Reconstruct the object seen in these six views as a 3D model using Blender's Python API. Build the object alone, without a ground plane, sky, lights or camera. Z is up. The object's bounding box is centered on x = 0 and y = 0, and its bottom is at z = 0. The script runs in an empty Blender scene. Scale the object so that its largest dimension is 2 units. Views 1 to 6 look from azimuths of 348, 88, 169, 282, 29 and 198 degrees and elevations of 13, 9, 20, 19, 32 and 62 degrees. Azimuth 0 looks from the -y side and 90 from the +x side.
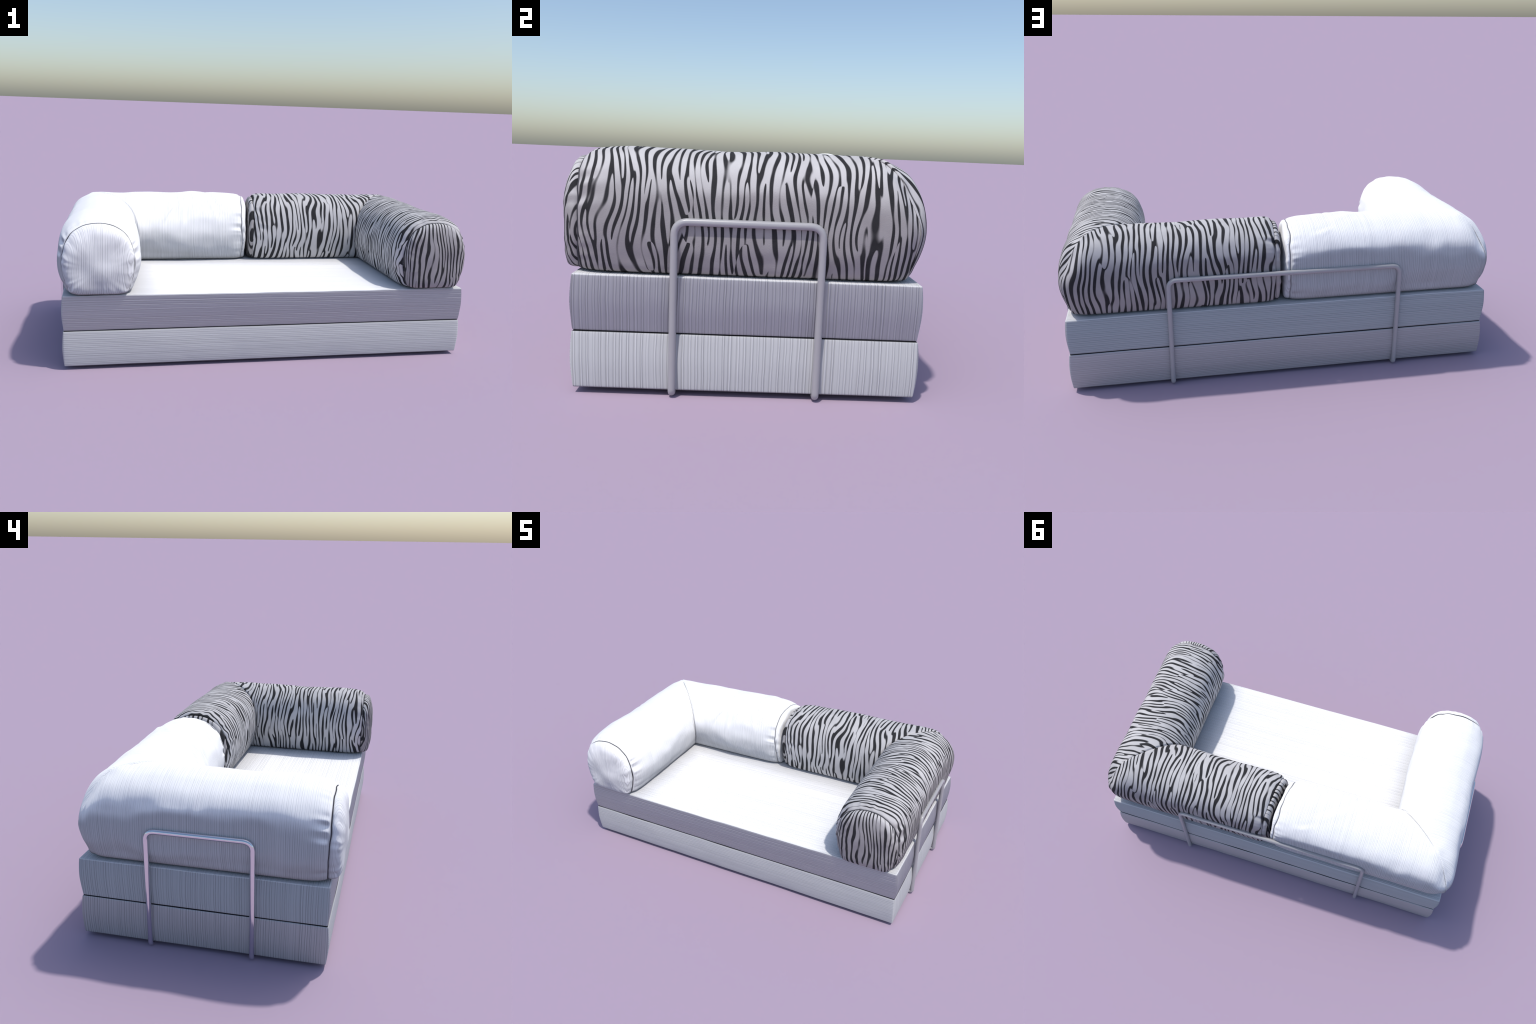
"""Low corduroy sofa: two stacked mattress slabs, two L-shaped bolsters
(one plain, one zebra) and three bent-tube retaining rails."""
import bpy, bmesh, math
from mathutils import Vector, noise

# ------------------------------------------------------------------ sizes (m)
SLAB_HX, SLAB_HY, SLAB_CY = 0.969, 0.497, 0.0125
SLAB_Z = ((0.015, 0.1825), (0.1845, 0.349))
ARM_X, BACK_Y = 0.806, 0.336          # bolster centre lines
ROLL_BASE, ROLL_MID = 0.349, 0.42     # resting height / height the ends shrink to
ARM_SEAM_Y = -0.470                   # end seam of the armrests
ROD = 0.0107


def fbm(p, octaves=3):
    v, a, q = 0.0, 1.0, Vector(p)
    for _ in range(octaves):
        v += a * noise.noise(q)
        q = q * 2.03 + Vector((7.1, 3.3, 1.7))
        a *= 0.5
    return v


def smooth(a, b, x):
    t = min(1.0, max(0.0, (x - a) / (b - a)))
    return t * t * (3 - 2 * t)


def catmull(points, n, closed=False):
    """n samples, evenly spaced by length, of a Catmull-Rom curve."""
    pts = [Vector(p) for p in points]
    m = len(pts)
    dense = []
    spans = m if closed else m - 1
    for i in range(spans):
        if closed:
            p0, p1, p2, p3 = (pts[(i + k - 1) % m] for k in range(4))
        else:
            p0, p1, p2, p3 = (pts[min(m - 1, max(0, i + k - 1))] for k in range(4))
        for k in range(24):
            t = k / 24
            dense.append(0.5 * (2 * p1 + (p2 - p0) * t + (2 * p0 - 5 * p1 + 4 * p2 - p3) * t * t
                                + (3 * p1 - p0 - 3 * p2 + p3) * t ** 3))
    dense.append(pts[0].copy() if closed else pts[-1].copy())
    acc = [0.0]
    for a, b in zip(dense, dense[1:]):
        acc.append(acc[-1] + (b - a).length)
    out, j = [], 0
    for k in range(n):
        s = acc[-1] * k / (n if closed else n - 1)
        while j < len(acc) - 2 and acc[j + 1] < s:
            j += 1
        f = (s - acc[j]) / max(1e-9, acc[j + 1] - acc[j])
        out.append(dense[j].lerp(dense[j + 1], min(1, f)))
    return out


# ------------------------------------------------------------------ node helpers
class Nodes:
    def __init__(self, name):
        self.mat = bpy.data.materials.new(name)
        self.mat.use_nodes = True
        self.t = self.mat.node_tree
        self.t.nodes.clear()
        self.out = self.new('ShaderNodeOutputMaterial')
        self.bsdf = self.new('ShaderNodeBsdfPrincipled')
        self.link(self.bsdf.outputs[0], self.out.inputs[0])
        self.obj = self.new('ShaderNodeTexCoord').outputs['Object']
        sep = self.new('ShaderNodeSeparateXYZ')
        self.link(self.obj, sep.inputs[0])
        self.x, self.y, self.z = sep.outputs

    def new(self, kind):
        return self.t.nodes.new(kind)

    def link(self, a, b):
        self.t.links.new(a, b)

    def put(self, sock, v):
        if hasattr(v, 'is_output') or isinstance(v, bpy.types.NodeSocket):
            self.link(v, sock)
        else:
            sock.default_value = v

    def math(self, op, a, b=0.0, c=0.0):
        n = self.new('ShaderNodeMath')
        n.operation = op
        for s, v in zip(n.inputs, (a, b, c)):
            self.put(s, v)
        return n.outputs[0]

    def vec(self, x, y, z):
        n = self.new('ShaderNodeCombineXYZ')
        for s, v in zip(n.inputs, (x, y, z)):
            self.put(s, v)
        return n.outputs[0]

    def noise(self, vec, scale=1.0, detail=2.0, rough=0.5, dist=0.0):
        n = self.new('ShaderNodeTexNoise')
        self.put(n.inputs['Vector'], vec)
        n.inputs['Scale'].default_value = scale
        n.inputs['Detail'].default_value = detail
        n.inputs['Roughness'].default_value = rough
        n.inputs['Distortion'].default_value = dist
        return n.outputs[0]

    def voronoi_edge(self, vec, rand=1.0):
        n = self.new('ShaderNodeTexVoronoi')
        n.feature = 'DISTANCE_TO_EDGE'
        self.put(n.inputs['Vector'], vec)
        n.inputs['Scale'].default_value = 1.0
        n.inputs['Randomness'].default_value = rand
        return n.outputs['Distance']

    def ramp(self, fac, lo, hi):
        n = self.new('ShaderNodeMapRange')
        n.interpolation_type = 'SMOOTHSTEP'
        self.put(n.inputs[0], fac)
        self.put(n.inputs[1], lo)
        self.put(n.inputs[2], hi)
        return n.outputs[0]

    def mix(self, fac, a, b):
        n = self.new('ShaderNodeMix')
        n.data_type = 'RGBA'
        self.put(n.inputs[0], fac)
        self.put(n.inputs[6], a)
        self.put(n.inputs[7], b)
        return n.outputs[2]

    def mixf(self, fac, a, b):
        return self.math('ADD', self.math('MULTIPLY', self.math('SUBTRACT', 1.0, fac), a),
                         self.math('MULTIPLY', fac, b))

    def bump(self, height, dist, strength=1.0, normal=None):
        n = self.new('ShaderNodeBump')
        n.inputs['Strength'].default_value = strength
        n.inputs['Distance'].default_value = dist
        self.put(n.inputs['Height'], height)
        if normal is not None:
            self.link(normal, n.inputs['Normal'])
        return n.outputs[0]


def cord(N, across, along, along2, pitch):
    """0..1 corduroy wales: a fine bright rib between two grooves, then a flat band."""
    wob = N.math('MULTIPLY', N.math('SUBTRACT', N.noise(N.vec(along, along2, across), 5.0), 0.5), 0.008)
    c = N.math('ADD', across, wob)
    run = N.vec(N.math('MULTIPLY', c, 0.45 / pitch), N.math('MULTIPLY', along, 0.8), N.math('MULTIPLY', along2, 0.8))
    drift = N.math('MULTIPLY', N.math('SUBTRACT', N.noise(run, 1.0, 1.0), 0.5), 0.9)
    t = N.math('FRACT', N.math('ADD', N.math('DIVIDE', c, pitch), drift))
    t = N.math('ABSOLUTE', N.math('SUBTRACT', t, 0.5))
    n = N.new('ShaderNodeValToRGB')
    N.put(n.inputs[0], t)
    e = n.color_ramp.elements
    e[0].position, e[0].color = 0.02, (1, 1, 1, 1)
    e[1].position, e[1].color = 0.50, (0.56, 0.56, 0.56, 1)
    for pos, v in ((0.09, 0.75), (0.15, 0.06), (0.23, 0.10), (0.31, 0.60)):
        k = e.new(pos)
        k.color = (v, v, v, 1)
    rib = N.math('SUBTRACT', n.outputs[0], 0.55)
    amp = N.noise(N.vec(N.math('MULTIPLY', c, 0.9 / pitch), along, along2), 1.0, 1.0)
    fine = N.noise(N.vec(N.math('MULTIPLY', c, 2.2 / pitch), N.math('MULTIPLY', along, 1.5),
                         N.math('MULTIPLY', along2, 1.5)), 1.0, 1.0)
    s = N.math('MULTIPLY', rib, N.math('MULTIPLY_ADD', amp, 1.7, 0.0))
    s = N.math('ADD', s, N.math('MULTIPLY_ADD', fine, 0.5, 0.3))
    n = N.new('ShaderNodeClamp')
    N.put(n.inputs[0], s)
    return n.outputs[0]


def baked_shade_tone(N, s, nz, lo, hi, low=0.30, high=0.59):
    """Lighting baked into the colour: up-facing cloth lightened, upright cloth darkened."""
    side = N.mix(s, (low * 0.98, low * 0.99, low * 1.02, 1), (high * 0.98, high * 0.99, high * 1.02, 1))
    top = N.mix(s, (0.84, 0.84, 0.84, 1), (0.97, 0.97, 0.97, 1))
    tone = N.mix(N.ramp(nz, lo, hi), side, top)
    return N.mix(N.math('MULTIPLY', N.ramp(nz, -0.1, -0.8), 0.6), tone, (0.16, 0.16, 0.16, 1))  # undersides tinted near black for the contact shadow beneath


def normal_parts(N):
    geo = N.new('ShaderNodeNewGeometry')
    sep = N.new('ShaderNodeSeparateXYZ')
    N.link(geo.outputs['Normal'], sep.inputs[0])
    return (geo.outputs['Normal'],) + tuple(sep.outputs)


def finish_cloth(N, color, height, dist, normal=None):
    N.put(N.bsdf.inputs['Base Color'], color)
    N.bsdf.inputs['Roughness'].default_value = 0.9
    N.bsdf.inputs['Specular IOR Level'].default_value = 0.15
    N.link(N.bump(height, dist, 1.0, normal), N.bsdf.inputs['Normal'])
    return N.mat


def white_roll(axis, name, pitch=0.016):
    """Wales run round the roll; `axis` is the direction along it."""
    N = Nodes(name)
    a, b = (N.y, N.x) if axis == 'y' else (N.x, N.y)
    if name.endswith('armrest_cap'):
        a = N.math('MULTIPLY', cap_lateral(N), 1.0)
    s = cord(N, a, b, N.z, pitch)
    nrm, nx, ny, nz = normal_parts(N)
    v = N.new('ShaderNodeVectorMath'); v.operation = 'ADD'      # shading normals tilted skyward to sharpen the sun's terminator
    N.link(nrm, v.inputs[0]); v.inputs[1].default_value = (0, 0, 0.28)
    u = N.new('ShaderNodeVectorMath'); u.operation = 'NORMALIZE'
    N.link(v.outputs[0], u.inputs[0])
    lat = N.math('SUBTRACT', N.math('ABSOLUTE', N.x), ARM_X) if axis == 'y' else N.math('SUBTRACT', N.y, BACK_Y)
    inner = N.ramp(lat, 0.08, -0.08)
    tone = N.mix(inner, baked_shade_tone(N, s, nz, 0.05, 0.5, 0.36, 0.54), baked_shade_tone(N, s, nz, -0.15, 0.45, 0.40, 0.64))  # outer flank given a darker base colour for its shade
    return finish_cloth(N, tone, s, 0.0009, u.outputs[0])


def white_slab(name, lean):
    """Wales run along x over the top and down the short sides, and along x
    on the long faces.  `lean` tilts shading normals of upright faces toward sky or ground light."""
    N = Nodes(name)
    nrm, nx, ny, nz = normal_parts(N)
    front = N.math('GREATER_THAN', N.math('ABSOLUTE', ny), 0.75)
    across = N.mixf(front, N.y, N.z)
    s = cord(N, across, N.math('MULTIPLY', N.x, 0.5), N.mixf(front, N.z, N.y), 0.0195)
    s_full = s
    s = N.mixf(N.math('MULTIPLY_ADD', front, 0.18, 0.28), s, 0.5)   # wales show by relief more than by colour
    upright = N.math('SUBTRACT', 1.0, N.ramp(N.math('ABSOLUTE', nz), 0.25, 0.6))
    way = N.math('SUBTRACT', nx, ny)
    way = N.math('MINIMUM', way, N.math('MULTIPLY', way, 1.7))
    add = N.vec(0.0, 0.0, N.math('MULTIPLY', N.math('MULTIPLY', way, lean), upright))
    v = N.new('ShaderNodeVectorMath'); v.operation = 'ADD'
    N.link(nrm, v.inputs[0]); N.link(add, v.inputs[1])
    u = N.new('ShaderNodeVectorMath'); u.operation = 'NORMALIZE'
    N.link(v.outputs[0], u.inputs[0])
    tone = baked_shade_tone(N, s, nz, 0.45, 0.9, 0.33, 0.57)
    if lean > 0:                               # the sunlit lightening is painted on the seat slab only
        tone = baked_shade_tone(N, s, nz, 3.0, 4.0, 0.33, 0.57)
    else:                                      # soft occlusion shadow beside the bolsters painted onto the seat
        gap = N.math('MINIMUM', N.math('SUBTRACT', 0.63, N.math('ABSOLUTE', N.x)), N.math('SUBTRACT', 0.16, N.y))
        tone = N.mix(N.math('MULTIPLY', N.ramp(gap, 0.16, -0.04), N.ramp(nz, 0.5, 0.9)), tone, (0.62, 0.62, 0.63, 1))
    # thin dark line where the two slabs meet
    joint = N.ramp(N.math('ABSOLUTE', N.math('SUBTRACT', N.z, 0.1835)), 0.0028, 0.0014)
    tone = N.mix(joint, tone, (0.03, 0.03, 0.035, 1))
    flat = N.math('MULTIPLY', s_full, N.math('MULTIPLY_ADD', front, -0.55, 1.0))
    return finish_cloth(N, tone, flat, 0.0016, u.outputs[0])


def cap_lateral(N):
    """distance across an armrest end cap, following its curved cheeks"""
    lat = N.math('SUBTRACT', N.math('ABSOLUTE', N.x), ARM_X)
    return N.math('MULTIPLY_ADD', N.math('MULTIPLY', N.math('ADD', N.y, 0.53), 8.0), lat, N.x)


def zebra(name, kind):
    N = Nodes(name)
    if kind == 'arm':
        l, lat = N.y, N.math('SUBTRACT', N.x, ARM_X)
    elif kind == 'back':
        l, lat = N.x, N.math('SUBTRACT', N.y, BACK_Y)
    elif kind == 'arm_cap':
        l = cap_lateral(N)
    else:
        l = N.y
    if kind.endswith('cap'):
        a = N.z
    else:
        a = N.math('MULTIPLY', N.math('ARCTAN2', lat, N.math('SUBTRACT', N.z, 0.50)), 0.18)
    off = {'arm': 0.0, 'back': 3.7, 'arm_cap': 12.6, 'back_cap': 5.3}[kind]
    lo = N.math('ADD', l, off)
    # slow sideways wander of the stripes
    w = N.noise(N.vec(N.math('MULTIPLY', lo, 7.0), N.math('MULTIPLY', a, 5.0), off), 1.0, 0.5)
    lw = N.math('ADD', lo, N.math('MULTIPLY', N.math('SUBTRACT', w, 0.5), 0.085))
    # a swirl angle between two noises makes true forks where both vanish
    swirl = []
    for k in (2.0, 17.0):
        q = N.vec(N.math('MULTIPLY', lo, 19.0), N.math('MULTIPLY', a, 6.0), off + k)
        swirl.append(N.math('SUBTRACT', N.noise(q, 1.0, 0.0), 0.5))
    turn = N.math('ARCTAN2', swirl[0], swirl[1])
    wave = N.math('COSINE', N.math('MULTIPLY_ADD', lw, 2 * math.pi / (0.0228 if kind == 'arm' else 0.027), turn))
    # stripes swell and taper along their length
    width = N.noise(N.vec(N.math('MULTIPLY', lw, 38.0), N.math('MULTIPLY', a, 9.0), off + 4), 1.0, 1.0)
    thr = N.math('MULTIPLY_ADD', N.ramp(width, 0.25, 0.78), 1.28, -0.24)
    m = N.math('SUBTRACT', 1.0, N.ramp(N.math('SUBTRACT', wave, thr), -0.36, 0.36))
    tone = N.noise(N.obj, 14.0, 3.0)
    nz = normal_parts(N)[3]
    baked_light = N.ramp(nz, 0.05, 0.65)            # pale stripes brightened where light falls, dimmed on the shaded flank
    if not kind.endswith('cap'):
        baked_light = N.math('MAXIMUM', baked_light, N.ramp(lat, 0.08, -0.08))
    light = N.mix(baked_light, N.mix(tone, (0.27, 0.252, 0.25, 1), (0.395, 0.38, 0.378, 1)),
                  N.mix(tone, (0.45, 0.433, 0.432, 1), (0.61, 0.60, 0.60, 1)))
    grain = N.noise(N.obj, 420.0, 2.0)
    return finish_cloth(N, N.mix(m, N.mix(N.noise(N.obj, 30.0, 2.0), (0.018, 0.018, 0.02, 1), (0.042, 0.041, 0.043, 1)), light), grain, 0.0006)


def polished_steel(name):
    N = Nodes(name)
    N.bsdf.inputs['Base Color'].default_value = (0.80, 0.79, 0.81, 1)
    N.bsdf.inputs['Metallic'].default_value = 1.0
    r = N.noise(N.obj, 60.0, 2.0)
    N.put(N.bsdf.inputs['Roughness'], N.math('MULTIPLY_ADD', r, 0.05, 0.07))
    return N.mat


def grey_lacquer(name):
    N = Nodes(name)
    N.put(N.bsdf.inputs['Base Color'], N.mix(N.noise(N.obj, 8.0, 2.0), (0.35, 0.345, 0.355, 1), (0.40, 0.395, 0.405, 1)))
    N.bsdf.inputs['Roughness'].default_value = 0.28
    return N.mat


# ------------------------------------------------------------------ object helpers
def add_mesh(name, verts, faces, mat, parent, flip=False):
    me = bpy.data.meshes.new(name)
    me.from_pydata([tuple(v) for v in verts], [], faces)
    bm = bmesh.new(); bm.from_mesh(me)
    bmesh.ops.recalc_face_normals(bm, faces=bm.faces)
    bm.to_mesh(me); bm.free()
    me.polygons.foreach_set('use_smooth', [True] * len(me.polygons))
    me.materials.append(mat)
    ob = bpy.data.objects.new(name, me)
    bpy.context.scene.collection.objects.link(ob)
    ob.parent = parent
    return ob


def grid_faces(rows, cols, wrap=True):
    f = []
    for r in range(rows - 1):
        for c in range(cols if wrap else cols - 1):
            d = (c + 1) % cols
            f.append((r * cols + c, r * cols + d, (r + 1) * cols + d, (r + 1) * cols + c))
    return f


# ------------------------------------------------------------------ mattress slabs
def edge_dense(h, n, r):
    core = [-h + r + (2 * h - 2 * r) * i / n for i in range(n + 1)]
    rim = [0, 0.15, 0.4, 0.7]
    return [-h + r * k for k in rim] + core + [h - r * k for k in reversed(rim)]


def slab(name, z0, z1, mat, parent, seed):
    hz, r = (z1 - z0) / 2, 0.006
    h = (SLAB_HX, SLAB_HY, hz)
    ax = [edge_dense(h[0], 96, r), edge_dense(h[1], 56, r), edge_dense(h[2], 12, r)]
    index, verts, faces = {}, [], []

    def vert(i, j, k):
        key = (i, j, k)
        if key not in index:
            p = Vector((ax[0][i], ax[1][j], ax[2][k]))
            q = Vector([max(-h[d] + r, min(h[d] - r, p[d])) for d in range(3)])
            n = p - q
            if n.length > 1e-9:
                n.normalize()
            p = q + n * r
            zn = p.z / hz
            belly = 0.0055 * (1 - zn * zn) - 0.003 * smooth(0.2, -1, zn)
            wave = 0.0022 * fbm((p.x * 3 + seed, p.y * 3, p.z * 5))
            fx, fy = abs(n.x), abs(n.y)
            p.x += math.copysign(fx, n.x) * (belly + wave)
            p.y += math.copysign(fy, n.y) * (belly + wave)
            if n.z:
                p.z += (0.0016 if n.z > 0 else 0.0008) * fbm((p.x * 4, p.y * 4, seed)) * abs(n.z)
            index[key] = len(verts)
            verts.append(p + Vector((0, SLAB_CY, (z0 + z1) / 2)))
        return index[key]

    n = [len(a) for a in ax]
    for d in range(3):
        u, v = (d + 1) % 3, (d + 2) % 3
        for side in (0, n[d] - 1):
            for a in range(n[u] - 1):
                for b in range(n[v] - 1):
                    q = []
                    for da, db in ((0, 0), (1, 0), (1, 1), (0, 1)):
                        c = [0, 0, 0]
                        c[d], c[u], c[v] = side, a + da, b + db
                        q.append(vert(*c))
                    faces.append(q)
    return add_mesh(name, verts, faces, mat, parent)


# ------------------------------------------------------------------ bolsters
HALF = [(0.0, 0.0), (0.07, 0.0), (0.121, 0.002), (0.151, 0.014), (0.166, 0.050), (0.179, 0.095),
        (0.187, 0.145), (0.183, 0.200), (0.166, 0.260), (0.134, 0.309), (0.082, 0.342),
        (0.038, 0.354), (0.0, 0.357)]
SECTION = catmull([(o, z, 0) for o, z in HALF] + [(-o, z, 0) for o, z in HALF[-2:0:-1]], 176, True)
NS = len(SECTION)
# how the tube closes on its end seam: (distance from seam, width scale, height scale)
TUBE_END = [(0.0045, 0.80, 0.86), (0.0008, 0.835, 0.885), (0.0030, 0.872, 0.912), (0.010, 0.905, 0.936),
            (0.024, 0.945, 0.962), (0.050, 0.978, 0.984), (0.085, 0.995, 0.996), (0.120, 1.0, 1.0)]
# the cap from its hidden rim to its centre: (outward bulge 0..1, width scale, height scale)
CAP = [(-0.07, 0.80, 0.86), (0.00, 0.83, 0.885), (0.07, 0.845, 0.895), (0.25, 0.855, 0.898), (0.46, 0.835, 0.88),
       (0.68, 0.765, 0.805), (0.84, 0.62, 0.65), (0.94, 0.40, 0.42), (0.985, 0.20, 0.21), (1.0, 0.0, 0.0)]


class Roll:
    """One straight leg of an L bolster, ending in a mitre."""

    def __init__(self, axis, sign, seed, lump, folds=(), draw=1.0, skew=0.0):
        self.skew = skew
        self.folds, self.draw = folds, draw      # draw: how far the end is gathered in
        self.axis, self.sign, self.seed, self.lump = axis, sign, seed, lump

    def world(self, o, s, z):
        """o outward across, s along the leg."""
        if self.axis == 'y':
            return Vector((self.sign * (ARM_X + o), s, z))
        return Vector((self.sign * s, BACK_Y + o, z))

    def fold(self, q, c):
        """a few named creases: position along, girth angle, slant, length, width, depth"""
        v = 0.0
        for s0, g0, slant, long, wide, depth in self.folds:
            s = (abs(q.x) if self.axis == 'x' else q.y) - s0
            g = (c / NS - g0 + 0.5) % 1.0 - 0.5
            g *= 1.16
            u = g * math.cos(slant) + s * math.sin(slant)
            w = -g * math.sin(slant) + s * math.cos(slant)
            if abs(u) < 2 * long and abs(w) < 4 * wide:
                e = math.exp(-(u / long) ** 2)
                v += depth * e * (math.exp(-((w - wide) / wide) ** 2) - math.exp(-((w + wide * 0.4) / wide) ** 2))
        return v

    def shrink(self, k):
        return 1 - (1 - k) * self.draw

    def mitre(self, o):
        return (BACK_Y if self.axis == 'y' else ARM_X) + o

    def wiggle(self, c):
        """the stitch line does not run quite straight round the end"""
        ang = c / NS * 2 * math.pi
        p = Vector((math.cos(ang), math.sin(ang), self.seed * 1.3))
        return 0.006 * noise.noise(p * 1.3) + 0.0032 * noise.noise(p * 4.2)

    def pucker(self, c, d, reach=0.045):
        """gathers in the cloth beside an end seam"""
        ang = c / NS * 2 * math.pi
        p = Vector((math.cos(ang) * 2.6, math.sin(ang) * 2.6, self.seed))
        ridge = 1 - 2 * abs(noise.noise(p * 1.7))
        return math.exp(-(d / reach) ** 2) * (0.0055 * (ridge - 0.7) + 0.003 * noise.noise(p * 3.1))


def tube(name, roll, seam, mat, parent, n=110):
    verts, rows = [], []
    for d, sx, sz in catmull(TUBE_END, 26):
        rows.append((d if d >= 0.12 else d * (0.4 + 0.6 * roll.draw), roll.shrink(sx), roll.shrink(sz), None))
    for i in range(1, n + 1):
        rows.append((None, 1.0, 1.0, 1 - (1 - i / n) ** 1.5))
    for d, sx, sz, t in rows:
        for c, p in enumerate(SECTION):
            o, z = p.x * sx, ROLL_MID - ROLL_BASE + (p.y - (ROLL_MID - ROLL_BASE)) * sz
            end = roll.mitre(p.x)
            s = seam + d + roll.skew * p.x + roll.wiggle(c) * smooth(0.12, 0.02, d) if t is None else seam + 0.12 + roll.skew * p.x * (1 - t) + (end - seam - 0.12) * t
            ds = s - seam - roll.skew * p.x
            dm = (end - s)
            # soft swell and wrinkles, fading where the roll rests and at the hidden rim
            nrm = Vector((p.x, p.y - 0.16)).normalized()
            free = smooth(0.004, 0.06, p.y)
            q = roll.world(p.x, s, p.y)
            m = roll.lump * 0.011 * noise.noise(q * 5 + Vector((roll.seed, 0, 0)))
            m += roll.lump * 0.0035 * noise.noise(q * 13 + Vector((0, roll.seed, 0)))
            m += roll.pucker(c, ds) * smooth(0.0, 0.012, ds) * 1.2
            # mitre seam pulled in, outside corner eased
            m -= 0.006 * math.exp(-(dm / 0.006) ** 2)
            m += roll.fold(q, c)
            m *= free
            o += nrm.x * m
            if roll.axis == 'y':               # the rails hold the outer flank flat
                held = smooth(0.30, 0.20, abs(s - 0.01))
            else:
                held = smooth(0.66, 0.50, s)
            stop = 0.176 - 0.008 * held + (0.006 if roll.axis == 'x' else 0.004)
            if o > stop - 0.004:
                o = stop - 0.004 + 0.010 * math.tanh((o - stop + 0.004) / 0.010)
            z += nrm.y * m
            ease = 0.030 * smooth(0.10, 0.0, dm) ** 2 * smooth(0.05, 0.186, p.x)
            ease += 0.030 * smooth(0.16, 0.0, dm) ** 2 * smooth(0.0, 0.15, p.x) * smooth(0.14, 0.27, p.y)
            w = roll.world(o - ease * 0.7, s - ease * 0.7, ROLL_BASE + max(z, 0))
            if dm < 1e-6:                      # both legs meet on exactly the mitre plane
                k = p.x - 0.7 * ease - 0.006 * free * nrm.x
                w = Vector((roll.sign * (ARM_X + k), BACK_Y + k, ROLL_BASE + max(0, p.y - 0.006 * free * nrm.y)))
            verts.append(w)
    return add_mesh(name, verts, grid_faces(len(rows), NS), mat, parent)


def cap(name, roll, seam, bulge, mat, parent):
    prof = catmull(CAP, 40)[:-1]
    verts = []
    for b, sx, sz in prof:
        q0 = (0.85 - sx) * 0.19
        k = smooth(0.2, 0.8, sx)
        sx, sz = sx + (roll.shrink(sx) - sx) * k, sz + (roll.shrink(sz) - sz) * k
        for c, p in enumerate(SECTION):
            q = roll.pucker(c + 31, q0, 0.05)
            o = p.x * sx * (1 + q * 3)
            z = ROLL_MID - ROLL_BASE + (p.y - (ROLL_MID - ROLL_BASE)) * sz
            if sz < 0.8:                       # centre of the cap sits at half height
                z += 0.07 * (0.8 - sz)
            q *= 0.30
            s = seam + roll.skew * p.x + roll.wiggle(c) * smooth(0.7, 0.0, b) - bulge * b - q * smooth(0, 0.3, b) \
                - 0.005 * smooth(0.2, 0.8, b) * noise.noise(Vector((o * 12, z * 12, roll.seed)))
            verts.append(roll.world(o, s, ROLL_BASE + max(0.001, z)))
    faces = grid_faces(len(prof), NS)
    last = (len(prof) - 1) * NS
    centre = sum((verts[last + c] for c in range(NS)), Vector()) / NS
    verts.append(centre)
    faces += [(last + c, last + (c + 1) % NS, len(verts) - 1) for c in range(NS)]
    return add_mesh(name, verts, faces, mat, parent)


def stitch(name, ring, along, thick, mat, parent):
    """a thread following a closed ring of points"""
    m, verts = 8, []
    for i, p in enumerate(ring):
        t = (ring[(i + 1) % NS] - ring[i - 1]).normalized()
        n = t.cross(along).normalized()
        for k in range(m):
            a = 2 * math.pi * k / m
            verts.append(p + (n * math.cos(a) + along * math.sin(a)) * thick)
    faces = []
    for i in range(NS):
        j = (i + 1) % NS
        for k in range(m):
            l = (k + 1) % m
            faces.append((i * m + k, i * m + l, j * m + l, j * m + k))
    return add_mesh(name, verts, faces, mat, parent)


def end_groove_ring(roll, seam, mat, parent):
    """thin dark ring lying in the groove between the tube and its end cap"""
    ring = []
    for c, p in enumerate(SECTION):
        z = ROLL_MID - ROLL_BASE + (p.y - (ROLL_MID - ROLL_BASE)) * roll.shrink(0.896)
        ring.append(roll.world(p.x * roll.shrink(0.850), seam + roll.skew * p.x + roll.wiggle(c) - 0.0005, ROLL_BASE + max(0.001, z)))
    along = roll.world(0, 1, 0) - roll.world(0, 0, 0)
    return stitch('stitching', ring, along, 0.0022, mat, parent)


def mitre_stitch(tube_ob, sign, mat, parent):
    """fine thread along the diagonal join of the two legs"""
    ring = [v.co.copy() for v in tube_ob.data.vertices[-NS:]]
    return stitch('stitching', ring, Vector((sign, -1, 0)).normalized(), 0.0015, mat, parent)


# ------------------------------------------------------------------ bent tube rails
def bent_path(corners, top_radius, foot_radius, steps=12):
    pts = [Vector(corners[0])]
    for a, b, c in zip(corners, corners[1:], corners[2:]):
        a, b, c = Vector(a), Vector(b), Vector(c)
        u, v = (a - b).normalized(), (c - b).normalized()
        for i in range(steps + 1):
            t = i / steps
            radius = foot_radius if b.z < 0.1 else top_radius
            p, q = b + u * radius, b + v * radius
            pts.append(p.lerp(b, t).lerp(b.lerp(q, t), t))
    pts.append(Vector(corners[-1]))
    return pts


def rail(name, corners, mat, parent):
    pts = bent_path(corners, 0.040, 0.014)
    m, verts = 20, []
    side = None
    for i, p in enumerate(pts):
        t = (pts[min(i + 1, len(pts) - 1)] - pts[max(i - 1, 0)]).normalized()
        if side is None:
            side = t.orthogonal().normalized()
        side = (side - t * side.dot(t)).normalized()
        up = t.cross(side)
        for k in range(m):
            a = 2 * math.pi * k / m
            verts.append(p + (side * math.cos(a) + up * math.sin(a)) * ROD)
    faces = grid_faces(len(pts), m)
    faces += [tuple(range(m)), tuple(range((len(pts) - 1) * m, len(pts) * m))]
    return add_mesh(name, verts, faces, mat, parent)


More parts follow.
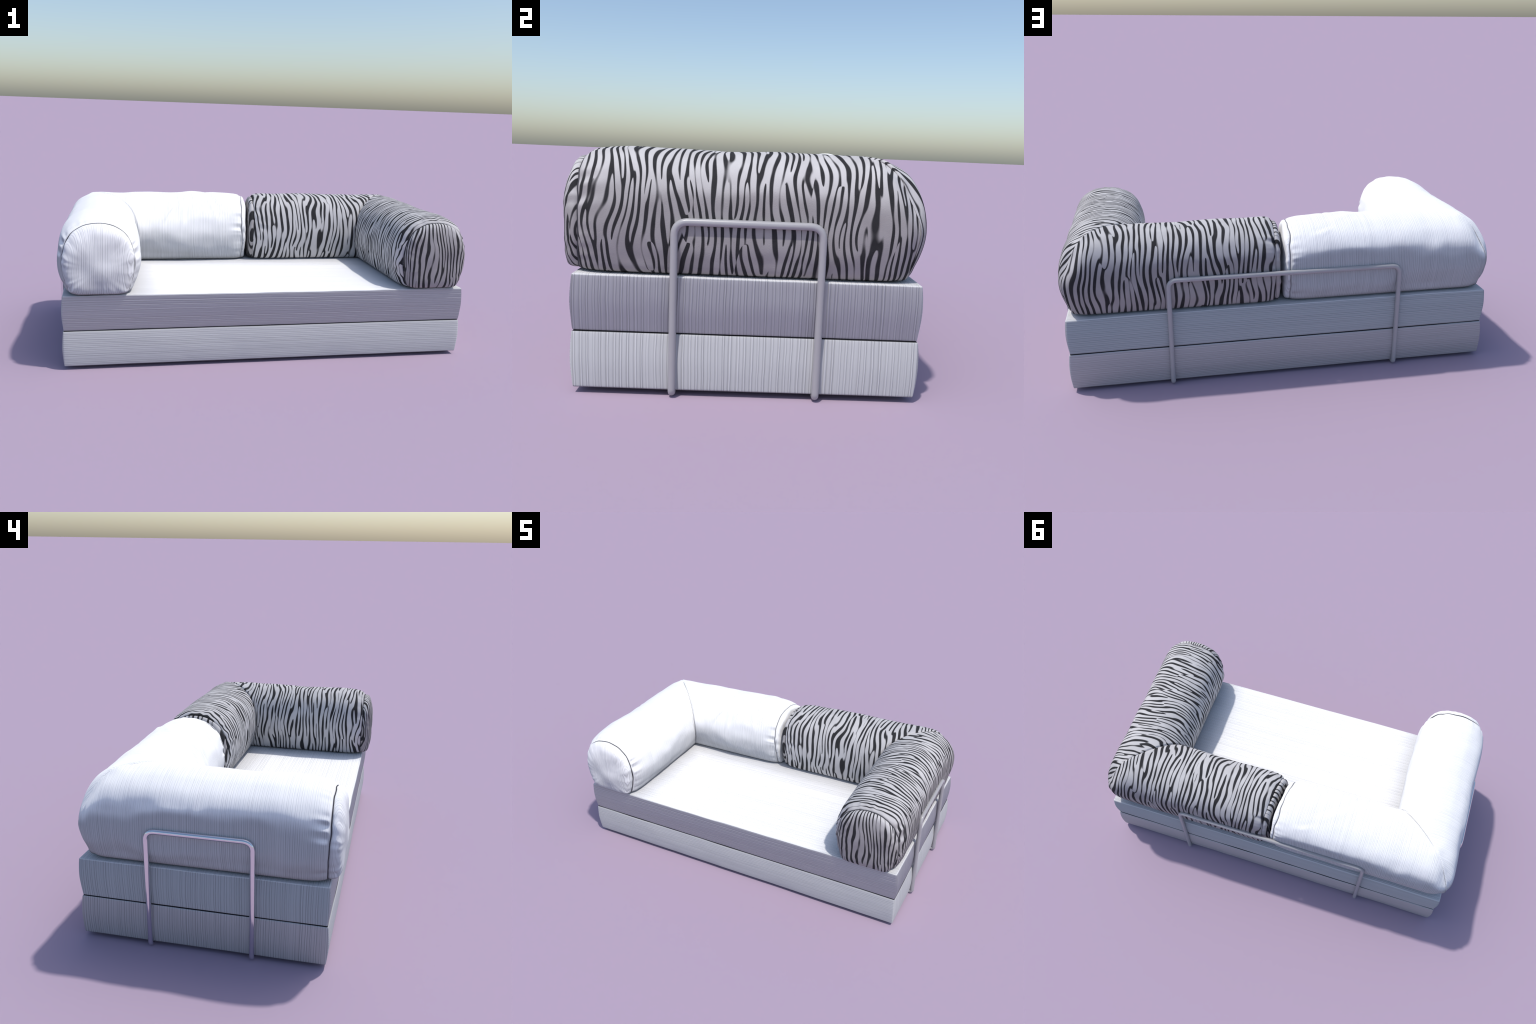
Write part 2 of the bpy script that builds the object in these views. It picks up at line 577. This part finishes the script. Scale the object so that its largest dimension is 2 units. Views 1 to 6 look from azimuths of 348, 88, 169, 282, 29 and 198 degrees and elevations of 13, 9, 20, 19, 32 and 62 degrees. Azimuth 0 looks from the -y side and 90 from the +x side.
# ------------------------------------------------------------------ assembly
sofa = bpy.data.objects.new('sofa', None)
bpy.context.scene.collection.objects.link(sofa)
sofa['label'] = 'low white corduroy sofa with zebra striped bolster and steel rails'
sofa['category'] = 'sofa'

slab('mattress', *SLAB_Z[0], white_slab('corduroy_lower_slab', 0.20), sofa, 1.0)
slab('mattress', *SLAB_Z[1], white_slab('corduroy_upper_slab', -0.33), sofa, 5.0)

thread = Nodes('dark_groove_line')
finish_cloth(thread, (0.07, 0.07, 0.08, 1), thread.noise(thread.obj, 600.0), 0.0003)
thread = thread.mat
pale_thread = Nodes('grey_thread')
finish_cloth(pale_thread, (0.24, 0.24, 0.25, 1), pale_thread.noise(pale_thread.obj, 600.0), 0.0003)
pale_thread = pale_thread.mat

sets = {
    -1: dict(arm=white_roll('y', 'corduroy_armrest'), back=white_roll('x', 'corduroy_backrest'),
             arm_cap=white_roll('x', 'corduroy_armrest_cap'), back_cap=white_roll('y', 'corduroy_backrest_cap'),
             seam=0.030, bulge=0.032, skew=-0.065, seed=2.0, lump=0.85,
             arm_folds=((-0.10, 0.62, 0.5, 0.06, 0.014, 0.0045), (-0.33, 0.60, -0.6, 0.04, 0.012, 0.004), (0.02, 0.36, -0.3, 0.06, 0.016, 0.003)),
             back_folds=((0.43, 0.64, 0.55, 0.05, 0.011, 0.0075), (0.36, 0.66, 0.2, 0.045, 0.010, 0.0058),
                         (0.20, 0.60, -0.3, 0.07, 0.014, 0.005), (0.30, 0.50, 1.1, 0.08, 0.02, 0.005), (0.17, 0.40, 1.2, 0.05, 0.012, 0.003))),
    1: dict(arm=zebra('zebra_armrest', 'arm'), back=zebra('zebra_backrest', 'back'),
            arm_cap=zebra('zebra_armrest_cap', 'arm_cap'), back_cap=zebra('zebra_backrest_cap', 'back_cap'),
            seam=0.037, bulge=0.033, skew=0.065, seed=11.0, lump=0.6,
            arm_folds=(), back_folds=((0.07, 0.37, 1.45, 0.035, 0.010, 0.004), (0.07, 0.72, 1.3, 0.03, 0.012, 0.005))),
}
for sign, s in sets.items():
    arm = Roll('y', sign, s['seed'], s['lump'], s['arm_folds'])
    back = Roll('x', sign, s['seed'] + 20, s['lump'], s['back_folds'], 0.62, s['skew'])
    a = tube('armrest', arm, ARM_SEAM_Y, s['arm'], sofa)
    cap('end_cap', arm, ARM_SEAM_Y, 0.055, s['arm_cap'], a)
    end_groove_ring(arm, ARM_SEAM_Y, thread, a)
    if sign < 0:
        mitre_stitch(a, sign, pale_thread, a)
    b = tube('backrest', back, s['seam'], s['back'], sofa)
    cap('end_cap', back, s['seam'], s['bulge'], s['back_cap'], b)
    if sign < 0:
        end_groove_ring(back, s['seam'], pale_thread, b)

lacquer, chrome = grey_lacquer('grey_lacquer'), polished_steel('polished_steel')
LO, HI = ROD + 0.0002, 0.5075
for sign, metal in ((-1, chrome), (1, lacquer)):
    fx, tx, y0, y1 = sign * 0.980, sign * 0.989, -0.196, 0.218
    rail('rail', [(0, y0, LO), (fx, y0, LO), (tx, y0, HI), (tx, y1, HI), (fx, y1, LO), (0, y1, LO)], metal, sofa)
rail('rail', [(-0.526, -0.182, LO), (-0.526, 0.5205, LO), (-0.526, 0.5215, HI), (0.526, 0.5215, HI),
              (0.526, 0.5205, LO), (0.526, -0.182, LO)], lacquer, sofa)
